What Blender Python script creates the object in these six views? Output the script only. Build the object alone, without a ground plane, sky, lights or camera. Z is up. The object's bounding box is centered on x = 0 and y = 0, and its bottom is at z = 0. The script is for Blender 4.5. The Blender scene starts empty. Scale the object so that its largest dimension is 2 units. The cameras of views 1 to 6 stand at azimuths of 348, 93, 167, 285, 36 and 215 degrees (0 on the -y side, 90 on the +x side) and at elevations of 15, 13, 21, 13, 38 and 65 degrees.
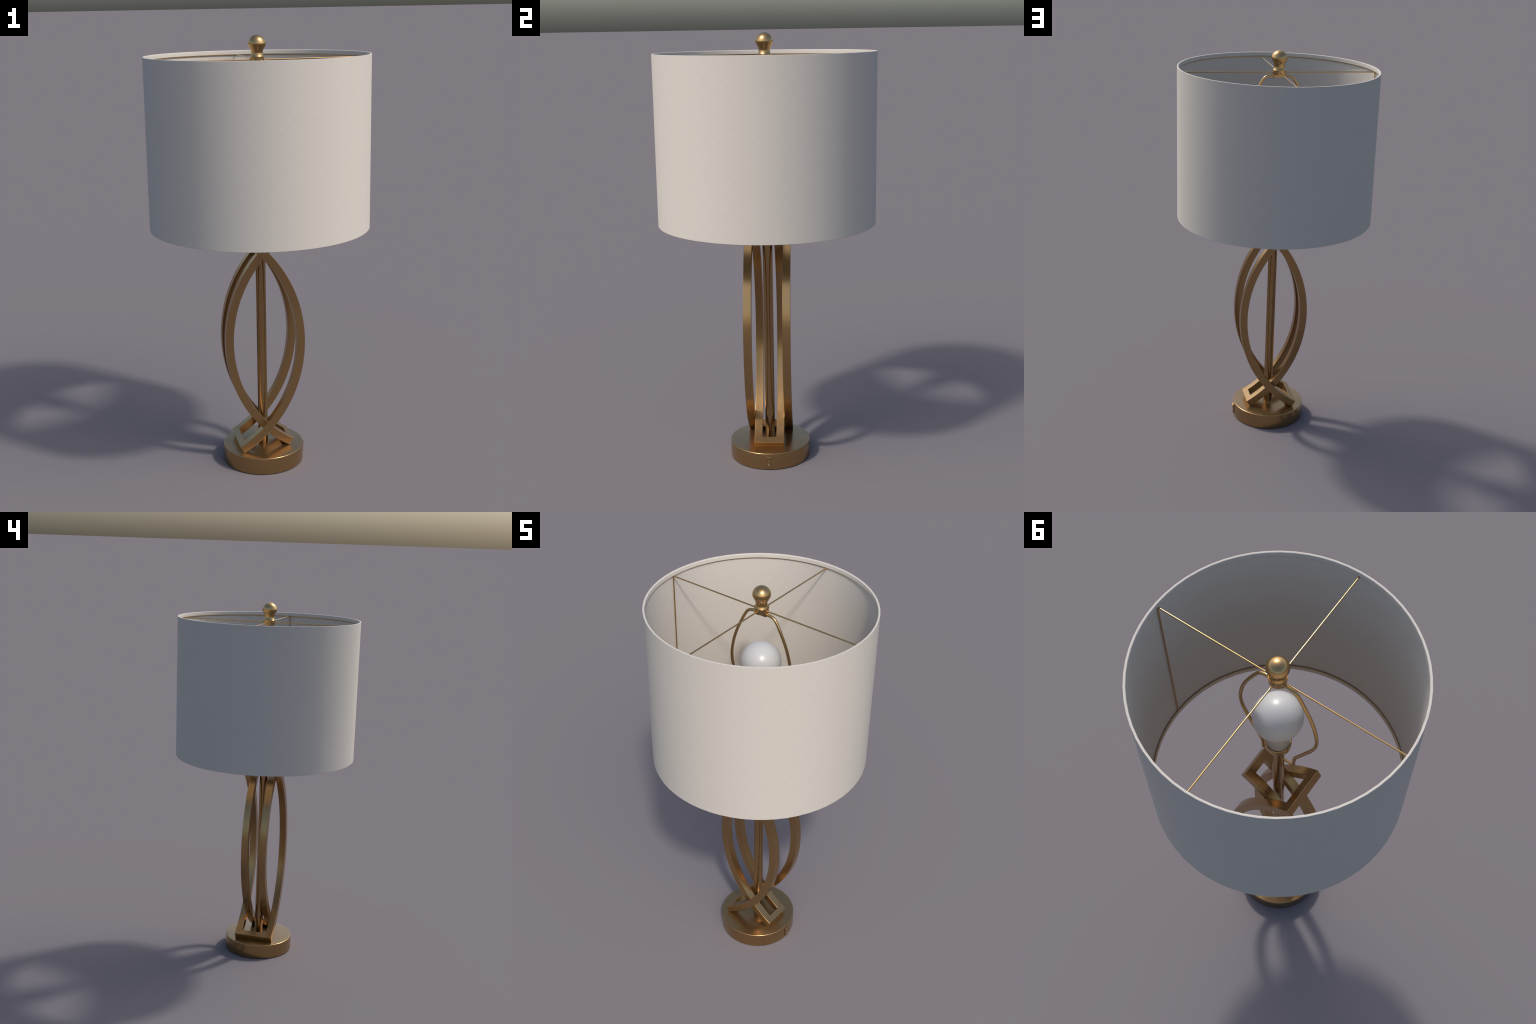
"""Table lamp: round brass base, two bent rectangular brass frames that cross each
other, slim centre post, socket with frosted globe bulb, wire harp, white linen drum
shade on a four-spoke wire fitter, and a ball finial."""
import bpy, bmesh, math
from math import sin, cos, pi, radians, sqrt
from mathutils import Vector, Matrix

# ------------------------------------------------------------------ sizes (metres)
SHADE_R, SHADE_T = 0.4981, 0.0012          # outer radius, wall thickness
HEM_R, HEM_H = 0.4893, 0.0197              # inner radius and height of the folded hems
SHADE_Z0, SHADE_Z1 = 1.1490, 1.9132
SHADE_SIDES = 64
BASE_R, BASE_H, BASE_EDGE = 0.1908, 0.0795, 0.0036
BOW_A, BOW_B = 0.5450, 0.6000              # bent frames follow an elliptic bow: half axes in x and z
BOW_X, BOW_Z = 0.1827, 0.6132              # its outermost point (x is mirrored for the second frame)
BOW_END = 0.5343                           # height of the bow's ends above and below its middle
RAIL = 0.0338                              # width of the end rails along the bow
BAR_T = 0.0374                             # bar thickness across the bow
BAR = 0.0372                               # width of the frame bars
FRAME_WIDE, FRAME_NARROW = 0.1079, 0.0704  # half widths in y
POST_R = 0.0229
HUB_Z = 1.892                              # height of the spokes


# ------------------------------------------------------------------ materials
def new_material(name):
    m = bpy.data.materials.new(name)
    m.use_nodes = True
    nt = m.node_tree
    return m, nt, nt.nodes["Principled BSDF"]


def math_node(nt, op, a, b=None, c=None):
    n = nt.nodes.new("ShaderNodeMath")
    n.operation = op
    for i, v in enumerate((a, b, c)):
        if v is None:
            continue
        if isinstance(v, (int, float)):
            n.inputs[i].default_value = v
        else:
            nt.links.new(v, n.inputs[i])
    return n.outputs[0]


def brass(name, colour, rough, grain=0.02, tint=0.04, metal=0.93):
    """Satin brass: metallic with a faint fine mottling in roughness and tone."""
    m, nt, p = new_material(name)
    tc = nt.nodes.new("ShaderNodeTexCoord")
    n = nt.nodes.new("ShaderNodeTexNoise")
    n.inputs["Scale"].default_value = 55.0
    n.inputs["Detail"].default_value = 4.0
    nt.links.new(tc.outputs["Object"], n.inputs["Vector"])
    ramp = nt.nodes.new("ShaderNodeValToRGB")
    ramp.color_ramp.elements[0].position = 0.3
    ramp.color_ramp.elements[1].position = 0.7
    ramp.color_ramp.elements[0].color = (*[c * (1 - tint) for c in colour], 1)
    ramp.color_ramp.elements[1].color = (*[min(1, c * (1 + tint)) for c in colour], 1)
    nt.links.new(n.outputs["Fac"], ramp.inputs["Fac"])
    nt.links.new(ramp.outputs["Color"], p.inputs["Base Color"])
    r = math_node(nt, "MULTIPLY_ADD", n.outputs["Fac"], 2 * grain, rough - grain)
    nt.links.new(r, p.inputs["Roughness"])
    p.inputs["Metallic"].default_value = metal
    return m


def linen(name, colour):
    """White linen: fine crossed threads, drawn along the circumference and the height."""
    m, nt, p = new_material(name)
    tc = nt.nodes.new("ShaderNodeTexCoord")
    sep = nt.nodes.new("ShaderNodeSeparateXYZ")
    nt.links.new(tc.outputs["Object"], sep.inputs[0])
    ang = math_node(nt, "ARCTAN2", sep.outputs["Y"], sep.outputs["X"])
    arc = math_node(nt, "MULTIPLY", ang, SHADE_R)
    comb = nt.nodes.new("ShaderNodeCombineXYZ")
    nt.links.new(arc, comb.inputs[0])
    nt.links.new(sep.outputs["Z"], comb.inputs[1])
    threads = []
    for scale in ((36.0, 450.0, 1.0), (400.0, 36.0, 1.0)):
        mp = nt.nodes.new("ShaderNodeMapping")
        mp.inputs["Scale"].default_value = scale
        nt.links.new(comb.outputs[0], mp.inputs["Vector"])
        n = nt.nodes.new("ShaderNodeTexNoise")
        n.inputs["Scale"].default_value = 1.0
        n.inputs["Detail"].default_value = 2.0
        nt.links.new(mp.outputs[0], n.inputs["Vector"])
        threads.append(n.outputs["Fac"])
    mix = math_node(nt, "MULTIPLY", math_node(nt, "ADD", threads[0], threads[1]), 0.5)
    ramp = nt.nodes.new("ShaderNodeValToRGB")
    ramp.color_ramp.elements[0].position = 0.33
    ramp.color_ramp.elements[1].position = 0.67
    ramp.color_ramp.elements[0].color = (*[c * 0.955 for c in colour], 1)
    ramp.color_ramp.elements[1].color = (*[min(1, c * 1.045) for c in colour], 1)
    nt.links.new(mix, ramp.inputs["Fac"])
    nt.links.new(ramp.outputs["Color"], p.inputs["Base Color"])
    bump = nt.nodes.new("ShaderNodeBump")
    bump.inputs["Strength"].default_value = 0.25
    bump.inputs["Distance"].default_value = 0.002
    nt.links.new(mix, bump.inputs["Height"])
    nt.links.new(bump.outputs[0], p.inputs["Normal"])
    p.inputs["Roughness"].default_value = 0.9
    p.inputs["Specular IOR Level"].default_value = 0.15
    return m


def frosted(name, colour, rough):
    m, nt, p = new_material(name)
    tc = nt.nodes.new("ShaderNodeTexCoord")
    n = nt.nodes.new("ShaderNodeTexNoise")
    n.inputs["Scale"].default_value = 30.0
    nt.links.new(tc.outputs["Object"], n.inputs["Vector"])
    r = math_node(nt, "MULTIPLY_ADD", n.outputs["Fac"], 0.02, rough - 0.01)
    nt.links.new(r, p.inputs["Roughness"])
    p.inputs["Base Color"].default_value = (*colour, 1)
    return m


BRASS = (0.396, 0.251, 0.112)
MAT_FRAME = brass("satin_brass", BRASS, 0.25, grain=0.01)
MAT_WIRE = brass("bright_brass", (0.52, 0.335, 0.145), 0.20, grain=0.01, tint=0.02)
MAT_POST = brass("polished_brass", BRASS, 0.17, grain=0.01, tint=0.02)
MAT_SHADE = linen("white_linen", (0.512, 0.481, 0.432))
MAT_BULB = frosted("frosted_white_glass", (0.48, 0.48, 0.474), 0.22)
MAT_MARK = frosted("pale_grey_paint", (0.36, 0.34, 0.32), 0.5)


# ------------------------------------------------------------------ helpers
ROOT = bpy.data.objects.new("table_lamp", None)
bpy.context.scene.collection.objects.link(ROOT)
ROOT["label"] = "brass table lamp with crossing bent frames and white drum shade"
ROOT["category"] = "table lamp"


def finish(name, bm, mat, parent, sharp=32, smooth=True):
    bmesh.ops.remove_doubles(bm, verts=bm.verts, dist=1e-6)
    bmesh.ops.recalc_face_normals(bm, faces=bm.faces)
    me = bpy.data.meshes.new(name)
    bm.to_mesh(me)
    bm.free()
    if smooth:
        me.polygons.foreach_set("use_smooth", [True] * len(me.polygons))
        me.set_sharp_from_angle(angle=radians(sharp))
    me.materials.append(mat)
    ob = bpy.data.objects.new(name, me)
    bpy.context.scene.collection.objects.link(ob)
    ob.parent = parent
    return ob


def bevel(ob, width, segments=2):
    b = ob.modifiers.new("edge_rounding", "BEVEL")
    b.width = width
    b.segments = segments
    b.limit_method = "ANGLE"
    b.angle_limit = radians(40)
    b.harden_normals = True


def lathe(bm, profile, sides=64, closed=False):
    """Revolve (r, z) points about z; r = 0 points become poles."""
    rings = []
    for r, z in profile:
        if r < 1e-6:
            rings.append([bm.verts.new((0, 0, z))])
        else:
            rings.append([bm.verts.new((r * cos(2 * pi * i / sides), r * sin(2 * pi * i / sides), z))
                          for i in range(sides)])
    pairs = list(zip(rings, rings[1:] + rings[:1])) if closed else list(zip(rings, rings[1:]))
    for a, b in pairs:
        for i in range(sides):
            j = (i + 1) % sides
            q = [a[i % len(a)], a[j % len(a)], b[j % len(b)], b[i % len(b)]]
            q = list(dict.fromkeys(q))
            if len(q) > 2:
                bm.faces.new(q)


def rounded(p, centre, r, a0, a1, n):
    """Append n+1 points of a circular fillet to profile p (angles in degrees)."""
    for i in range(n + 1):
        a = radians(a0 + (a1 - a0) * i / n)
        p.append((centre[0] + r * cos(a), centre[1] + r * sin(a)))


def smooth_path(pts, per=8):
    """Catmull-Rom through the control points."""
    pts = [Vector(p) for p in pts]
    ext = [2 * pts[0] - pts[1]] + pts + [2 * pts[-1] - pts[-2]]
    out = []
    for k in range(1, len(ext) - 2):
        p0, p1, p2, p3 = ext[k - 1:k + 3]
        for i in range(per):
            t = i / per
            out.append(0.5 * (2 * p1 + (p2 - p0) * t + (2 * p0 - 5 * p1 + 4 * p2 - p3) * t * t
                              + (3 * p1 - p0 - 3 * p2 + p3) * t ** 3))
    out.append(pts[-1])
    return out


def tube(bm, path, r, sides=16, closed=False, phase=0.0):
    """Round wire along a path, capped when open."""
    path = [Vector(p) for p in path]
    n = len(path)
    tang = []
    for i in range(n):
        a = path[(i - 1) % n] if (closed or i) else path[0]
        b = path[(i + 1) % n] if (closed or i < n - 1) else path[-1]
        tang.append((b - a).normalized())
    up = Vector((0, 0, 1)) if abs(tang[0].z) < 0.9 else Vector((0, 1, 0))
    side = tang[0].cross(up).normalized()
    rings = []
    for p, t in zip(path, tang):
        side = (side - t * side.dot(t)).normalized()
        nrm = side.cross(t)
        rings.append([bm.verts.new(p + r * (side * cos(phase + 2 * pi * k / sides) + nrm * sin(phase + 2 * pi * k / sides)))
                      for k in range(sides)])
    for a, b in (list(zip(rings, rings[1:])) + ([(rings[-1], rings[0])] if closed else [])):
        for k in range(sides):
            j = (k + 1) % sides
            bm.faces.new((a[k], a[j], b[j], b[k]))
    if not closed:
        bm.faces.new(rings[0])
        bm.faces.new(rings[-1])


def box(bm, lo, hi):
    m = Matrix.Translation((Vector(lo) + Vector(hi)) / 2) @ Matrix.Diagonal((*(Vector(hi) - Vector(lo)), 1))
    bmesh.ops.create_cube(bm, size=1.0, matrix=m)


# ------------------------------------------------------------------ base and switch
bm = bmesh.new()
prof = [(0, 0), (BASE_R - 0.002, 0)]
rounded(prof, (BASE_R - 0.002, 0.002), 0.002, -70, 0, 3)
rounded(prof, (BASE_R - BASE_EDGE, BASE_H - BASE_EDGE), BASE_EDGE, 0, 90, 6)
prof.append((0, BASE_H))
lathe(bm, prof, sides=128)
base = finish("base", bm, MAT_FRAME, ROOT, sharp=40)

# rocker switch let into the side of the base, facing +x, under a small sloping brow
def side_prism(bm, outline, y):
    """Extrude an (x, z) outline from -y to y."""
    va = [bm.verts.new((px, -y, pz)) for px, pz in outline]
    vb = [bm.verts.new((px, y, pz)) for px, pz in outline]
    bm.faces.new(va)
    bm.faces.new(vb)
    for i in range(len(outline)):
        j = (i + 1) % len(outline)
        bm.faces.new((va[i], va[j], vb[j], vb[i]))


bm = bmesh.new()
Y0, Z0, Z1, XF, XB = 0.0144, 0.0120, 0.0585, 0.1952, 0.180
yi, zi0, zi1 = 0.0100, 0.0175, 0.0550
for lo, hi in (((XB, -Y0, Z0), (XF, -yi, Z1)), ((XB, yi, Z0), (XF, Y0, Z1)),
               ((XB, -yi, Z0), (XF, yi, zi0)), ((XB, -yi, zi1), (XF, yi, Z1))):
    box(bm, lo, hi)
side_prism(bm, [(0.182, 0.0650), (0.1925, 0.0635), (0.1990, 0.0602), (0.1990, 0.0580), (0.182, 0.0580)], 0.0146)
housing = finish("switch_housing", bm, MAT_FRAME, base, smooth=False)

bm = bmesh.new()                           # rocker: two faces that meet in a shallow V, top tipped out
side_prism(bm, [(0.180, zi0), (0.1965, zi0), (0.1950, 0.036), (0.1975, zi1 - 0.001), (0.180, zi1 - 0.001)], yi - 0.0006)
rocker = finish("switch_rocker", bm, MAT_FRAME, base, smooth=False)
bevel(rocker, 0.0006)

bm = bmesh.new()                           # the on stroke and the off ring
tube(bm, [(0.1958, 0, 0.0432), (0.1964, 0, 0.0474)], 0.0009, sides=8)
tube(bm, [(0.1958, 0.0017 * cos(a), 0.0265 + 0.0021 * sin(a)) for a in [2 * pi * i / 24 for i in range(24)]],
     0.0008, sides=8, closed=True)
finish("switch_mark", bm, MAT_MARK, base)


# ------------------------------------------------------------------ bent frames
def bent_frame(half_width, mirror):
    bm = bmesh.new()
    # walk the convex side of the bow at even arc length, one bar width for each end rail
    t_end = math.asin(BOW_END / BOW_B)
    dense = [(-t_end + 2 * t_end * i / 2000) for i in range(2001)]
    length = [0.0]
    for t0, t1 in zip(dense, dense[1:]):
        length.append(length[-1] + math.hypot(BOW_A * sin((t0 + t1) / 2), BOW_B * cos((t0 + t1) / 2)) * (t1 - t0))
    total, n = length[-1], 88
    stops = [0.0] + [RAIL + (total - 2 * RAIL) * i / n for i in range(n + 1)] + [total]
    angs, k = [], 0
    for d in stops:
        while k < 1999 and length[k + 1] < d:
            k += 1
        f = (d - length[k]) / (length[k + 1] - length[k])
        angs.append(dense[k] + f * (dense[k + 1] - dense[k]))
    ys = [-half_width, -half_width + BAR, half_width - BAR, half_width]

    def at(depth, t, y):
        nx, nz = BOW_B * cos(t), BOW_A * sin(t)              # outward normal of the ellipse
        m = math.hypot(nx, nz)
        x = BOW_X - BOW_A + BOW_A * cos(t) - depth * nx / m
        return (mirror * x, y, BOW_Z + BOW_B * sin(t) - depth * nz / m)
    grid = [[[bm.verts.new(at(d, t, y)) for y in ys] for t in angs] for d in (BAR_T, 0.0)]
    na = len(angs) - 1

    def solid(i, j):
        return 0 <= i < na and 0 <= j < 3 and not (j == 1 and 0 < i < na - 1)
    for i in range(na):
        for j in range(3):
            if not solid(i, j):
                continue
            for g in grid:
                bm.faces.new((g[i][j], g[i + 1][j], g[i + 1][j + 1], g[i][j + 1]))
            for (a, b), (di, dj) in ((((i, j), (i, j + 1)), (-1, 0)), (((i + 1, j), (i + 1, j + 1)), (1, 0)),
                                     (((i, j), (i + 1, j)), (0, -1)), (((i, j + 1), (i + 1, j + 1)), (0, 1))):
                if not solid(i + di, j + dj):
                    bm.faces.new((grid[0][a[0]][a[1]], grid[0][b[0]][b[1]], grid[1][b[0]][b[1]], grid[1][a[0]][a[1]]))
    ob = finish("bent_frame", bm, MAT_FRAME, ROOT)
    bevel(ob, 0.0014)
    return ob


bent_frame(FRAME_WIDE, 1)
bent_frame(FRAME_NARROW, -1)

# ------------------------------------------------------------------ post, socket, bulb
bm = bmesh.new()
lathe(bm, [(0, BASE_H - 0.01), (POST_R, BASE_H - 0.01), (POST_R, 1.44), (0, 1.44)], sides=48)
finish("post", bm, MAT_POST, ROOT)

bm = bmesh.new()
prof = [(0, 1.4215), (0.044, 1.4215)]
rounded(prof, (0.0455, 1.4255), 0.004, -90, 0, 4)
rounded(prof, (0.0480, 1.4535), 0.0015, 0, 180, 4)
prof += [(0.0465, 1.440), (0, 1.440)]
lathe(bm, prof, sides=64)
socket = finish("socket", bm, MAT_WIRE, ROOT, sharp=45)

bm = bmesh.new()
BR, BZ, NR = 0.0912, 1.6350, 0.0450
prof = [(0, 1.441), (NR - 0.003, 1.441), (NR, 1.444), (NR, 1.542)]
prof += [(0.0468, 1.5500), (0.0512, 1.5560), (0.0575, 1.5632)]      # shoulder fills out into the globe
a0 = -math.degrees(math.acos(0.0660 / BR))
for i in range(49):
    a = radians(a0 + (90 - a0) * i / 48)
    prof.append((max(0.0, BR * cos(a)) if i < 48 else 0.0, BZ + BR * sin(a)))
lathe(bm, prof, sides=96)
finish("bulb", bm, MAT_BULB, ROOT, sharp=60)

# ------------------------------------------------------------------ harp
half = [(0.0, 0, 1.8755), (0.030, 0, 1.8755), (0.052, 0, 1.8735), (0.069, 0, 1.866), (0.083, 0, 1.849),
        (0.104, 0, 1.810), (0.129, 0, 1.757), (0.1475, 0, 1.704), (0.1590, 0, 1.650), (0.1617, 0, 1.612),
        (0.1565, 0, 1.572), (0.142, 0, 1.530), (0.119, 0, 1.483), (0.099, 0, 1.443), (0.083, 0, 1.411),
        (0.0745, 0, 1.391), (0.0700, 0, 1.368), (0.0690, 0, 1.332)]
bm = bmesh.new()
ctrl = [(-x, y, z) for x, y, z in reversed(half)] + half[1:]
tube(bm, smooth_path(ctrl), 0.0069, sides=16)
harp = finish("harp", bm, MAT_WIRE, ROOT)
bm = bmesh.new()                           # saddle: cross rod through the post with upright ends
tube(bm, smooth_path([(-0.069, 0, 1.345), (-0.0685, 0, 1.333), (-0.063, 0, 1.3275), (-0.052, 0, 1.327), (0, 0, 1.327),
                      (0.052, 0, 1.327), (0.063, 0, 1.3275), (0.0685, 0, 1.333), (0.069, 0, 1.345)], per=6), 0.0050, sides=16)
finish("harp_saddle", bm, MAT_WIRE, harp)

# ------------------------------------------------------------------ finial
prof = [(0, 1.900), (0.0285, 1.900), (0.0300, 1.9025), (0.0302, 1.9055), (0.0290, 1.9075), (0.0272, 1.9105),
        (0.0261, 1.9145), (0.0254, 1.9190), (0.0254, 1.9240), (0.0262, 1.9285), (0.0280, 1.9335), (0.0305, 1.9385),
        (0.0331, 1.9430), (0.0357, 1.9480), (0.0379, 1.9535)]
FR, FZ = 0.0400, 1.9600
for i in range(25):
    a = radians(-4 + 94 * i / 24)
    prof.append((FR * cos(a) if i < 24 else 0.0, FZ + FR * sin(a)))
bm = bmesh.new()
lathe(bm, prof, sides=64)
finish("finial", bm, MAT_WIRE, ROOT, sharp=50)

# ------------------------------------------------------------------ drum shade
bm = bmesh.new()
ri, ro, ed = SHADE_R - SHADE_T, SHADE_R, 0.0008
NZ = 12
prof = [(ro, SHADE_Z0 + ed + (SHADE_Z1 - SHADE_Z0 - 2 * ed) * i / NZ) for i in range(NZ + 1)]
prof.append((ro - ed, SHADE_Z1))
rounded(prof, (HEM_R + 0.003, SHADE_Z1 - 0.003), 0.003, 90, 180, 5)      # top hem folds in and down
prof += [(HEM_R, SHADE_Z1 - HEM_H + 0.001), (HEM_R + 0.001, SHADE_Z1 - HEM_H), (ri - 0.0005, SHADE_Z1 - HEM_H)]
prof += [(ri, SHADE_Z1 - HEM_H - 0.0005 + (SHADE_Z0 - SHADE_Z1 + 2 * HEM_H + 0.001) * i / NZ) for i in range(NZ + 1)]
prof += [(ri - 0.0005, SHADE_Z0 + HEM_H), (HEM_R + 0.001, SHADE_Z0 + HEM_H), (HEM_R, SHADE_Z0 + HEM_H - 0.001)]
rounded(prof, (HEM_R + 0.003, SHADE_Z0 + 0.003), 0.003, 180, 270, 5)     # bottom hem mirrors it
prof.append((ro - ed, SHADE_Z0))
lathe(bm, prof, sides=SHADE_SIDES, closed=True)
shade = finish("lamp_shade", bm, MAT_SHADE, ROOT, sharp=24)

# fitter: hub, four spokes, two uprights, top and bottom ring
bm = bmesh.new()
prof = [(0, 1.8795), (0.0306, 1.8795), (0.0316, 1.8805), (0.0316, 1.9000), (0.0326, 1.9010), (0.0326, 1.9050),
        (0.0318, 1.9058), (0.0298, 1.9045), (0.0295, 1.9010), (0, 1.9010)]
lathe(bm, prof, sides=64)
hub = finish("fitter_hub", bm, MAT_WIRE, shade, sharp=30)
bm = bmesh.new()                           # clamp bar under the hub that takes the top of the harp
box(bm, (-0.0288, -0.0100, 1.8670), (0.0288, 0.0100, 1.8805))
clamp = finish("harp_clamp", bm, MAT_WIRE, hub, smooth=False)
bevel(clamp, 0.0012)
peg_mesh = None
for sx in (1, -1):
    if peg_mesh is None:
        bm = bmesh.new()
        lathe(bm, [(0, -0.0095), (0.0016, -0.0095), (0.0034, -0.004), (0.0042, 0.004), (0, 0.004)], sides=12)
        peg = finish("hub_peg", bm, MAT_WIRE, hub)
        peg_mesh = peg.data
    else:
        peg = bpy.data.objects.new("hub_peg", peg_mesh)
        bpy.context.scene.collection.objects.link(peg)
        peg.parent = hub
    peg.location = (0.0235 * sx, 0.003 * sx, 1.8698)

bm = bmesh.new()
tube(bm, [(0.030, 0, 0), (0.4900, 0, 0)], 0.0032, sides=12)
spoke = finish("spoke", bm, MAT_WIRE, shade)
spoke.location = (0, 0, HUB_Z)
for k in (1, 2, 3):
    o = spoke.copy()
    bpy.context.scene.collection.objects.link(o)
    o.rotation_euler = (0, 0, k * pi / 2)

TOP_RING_Z, BOT_RING_Z = 1.8918, 1.1716
bm = bmesh.new()
tube(bm, [(0.4915, 0, BOT_RING_Z + 0.001), (0.4915, 0, HUB_Z)], 0.0030, sides=12)
up = finish("upright_wire", bm, MAT_WIRE, shade)
o = up.copy()
bpy.context.scene.collection.objects.link(o)
o.rotation_euler = (0, 0, pi)

for z, r in ((TOP_RING_Z, 0.4945), (BOT_RING_Z, 0.4912)):
    bm = bmesh.new()
    tube(bm, [(r * cos(2 * pi * i / SHADE_SIDES), r * sin(2 * pi * i / SHADE_SIDES), z) for i in range(SHADE_SIDES)],
         0.0029, sides=12, closed=True)
    finish("fitter_ring", bm, MAT_WIRE, shade)
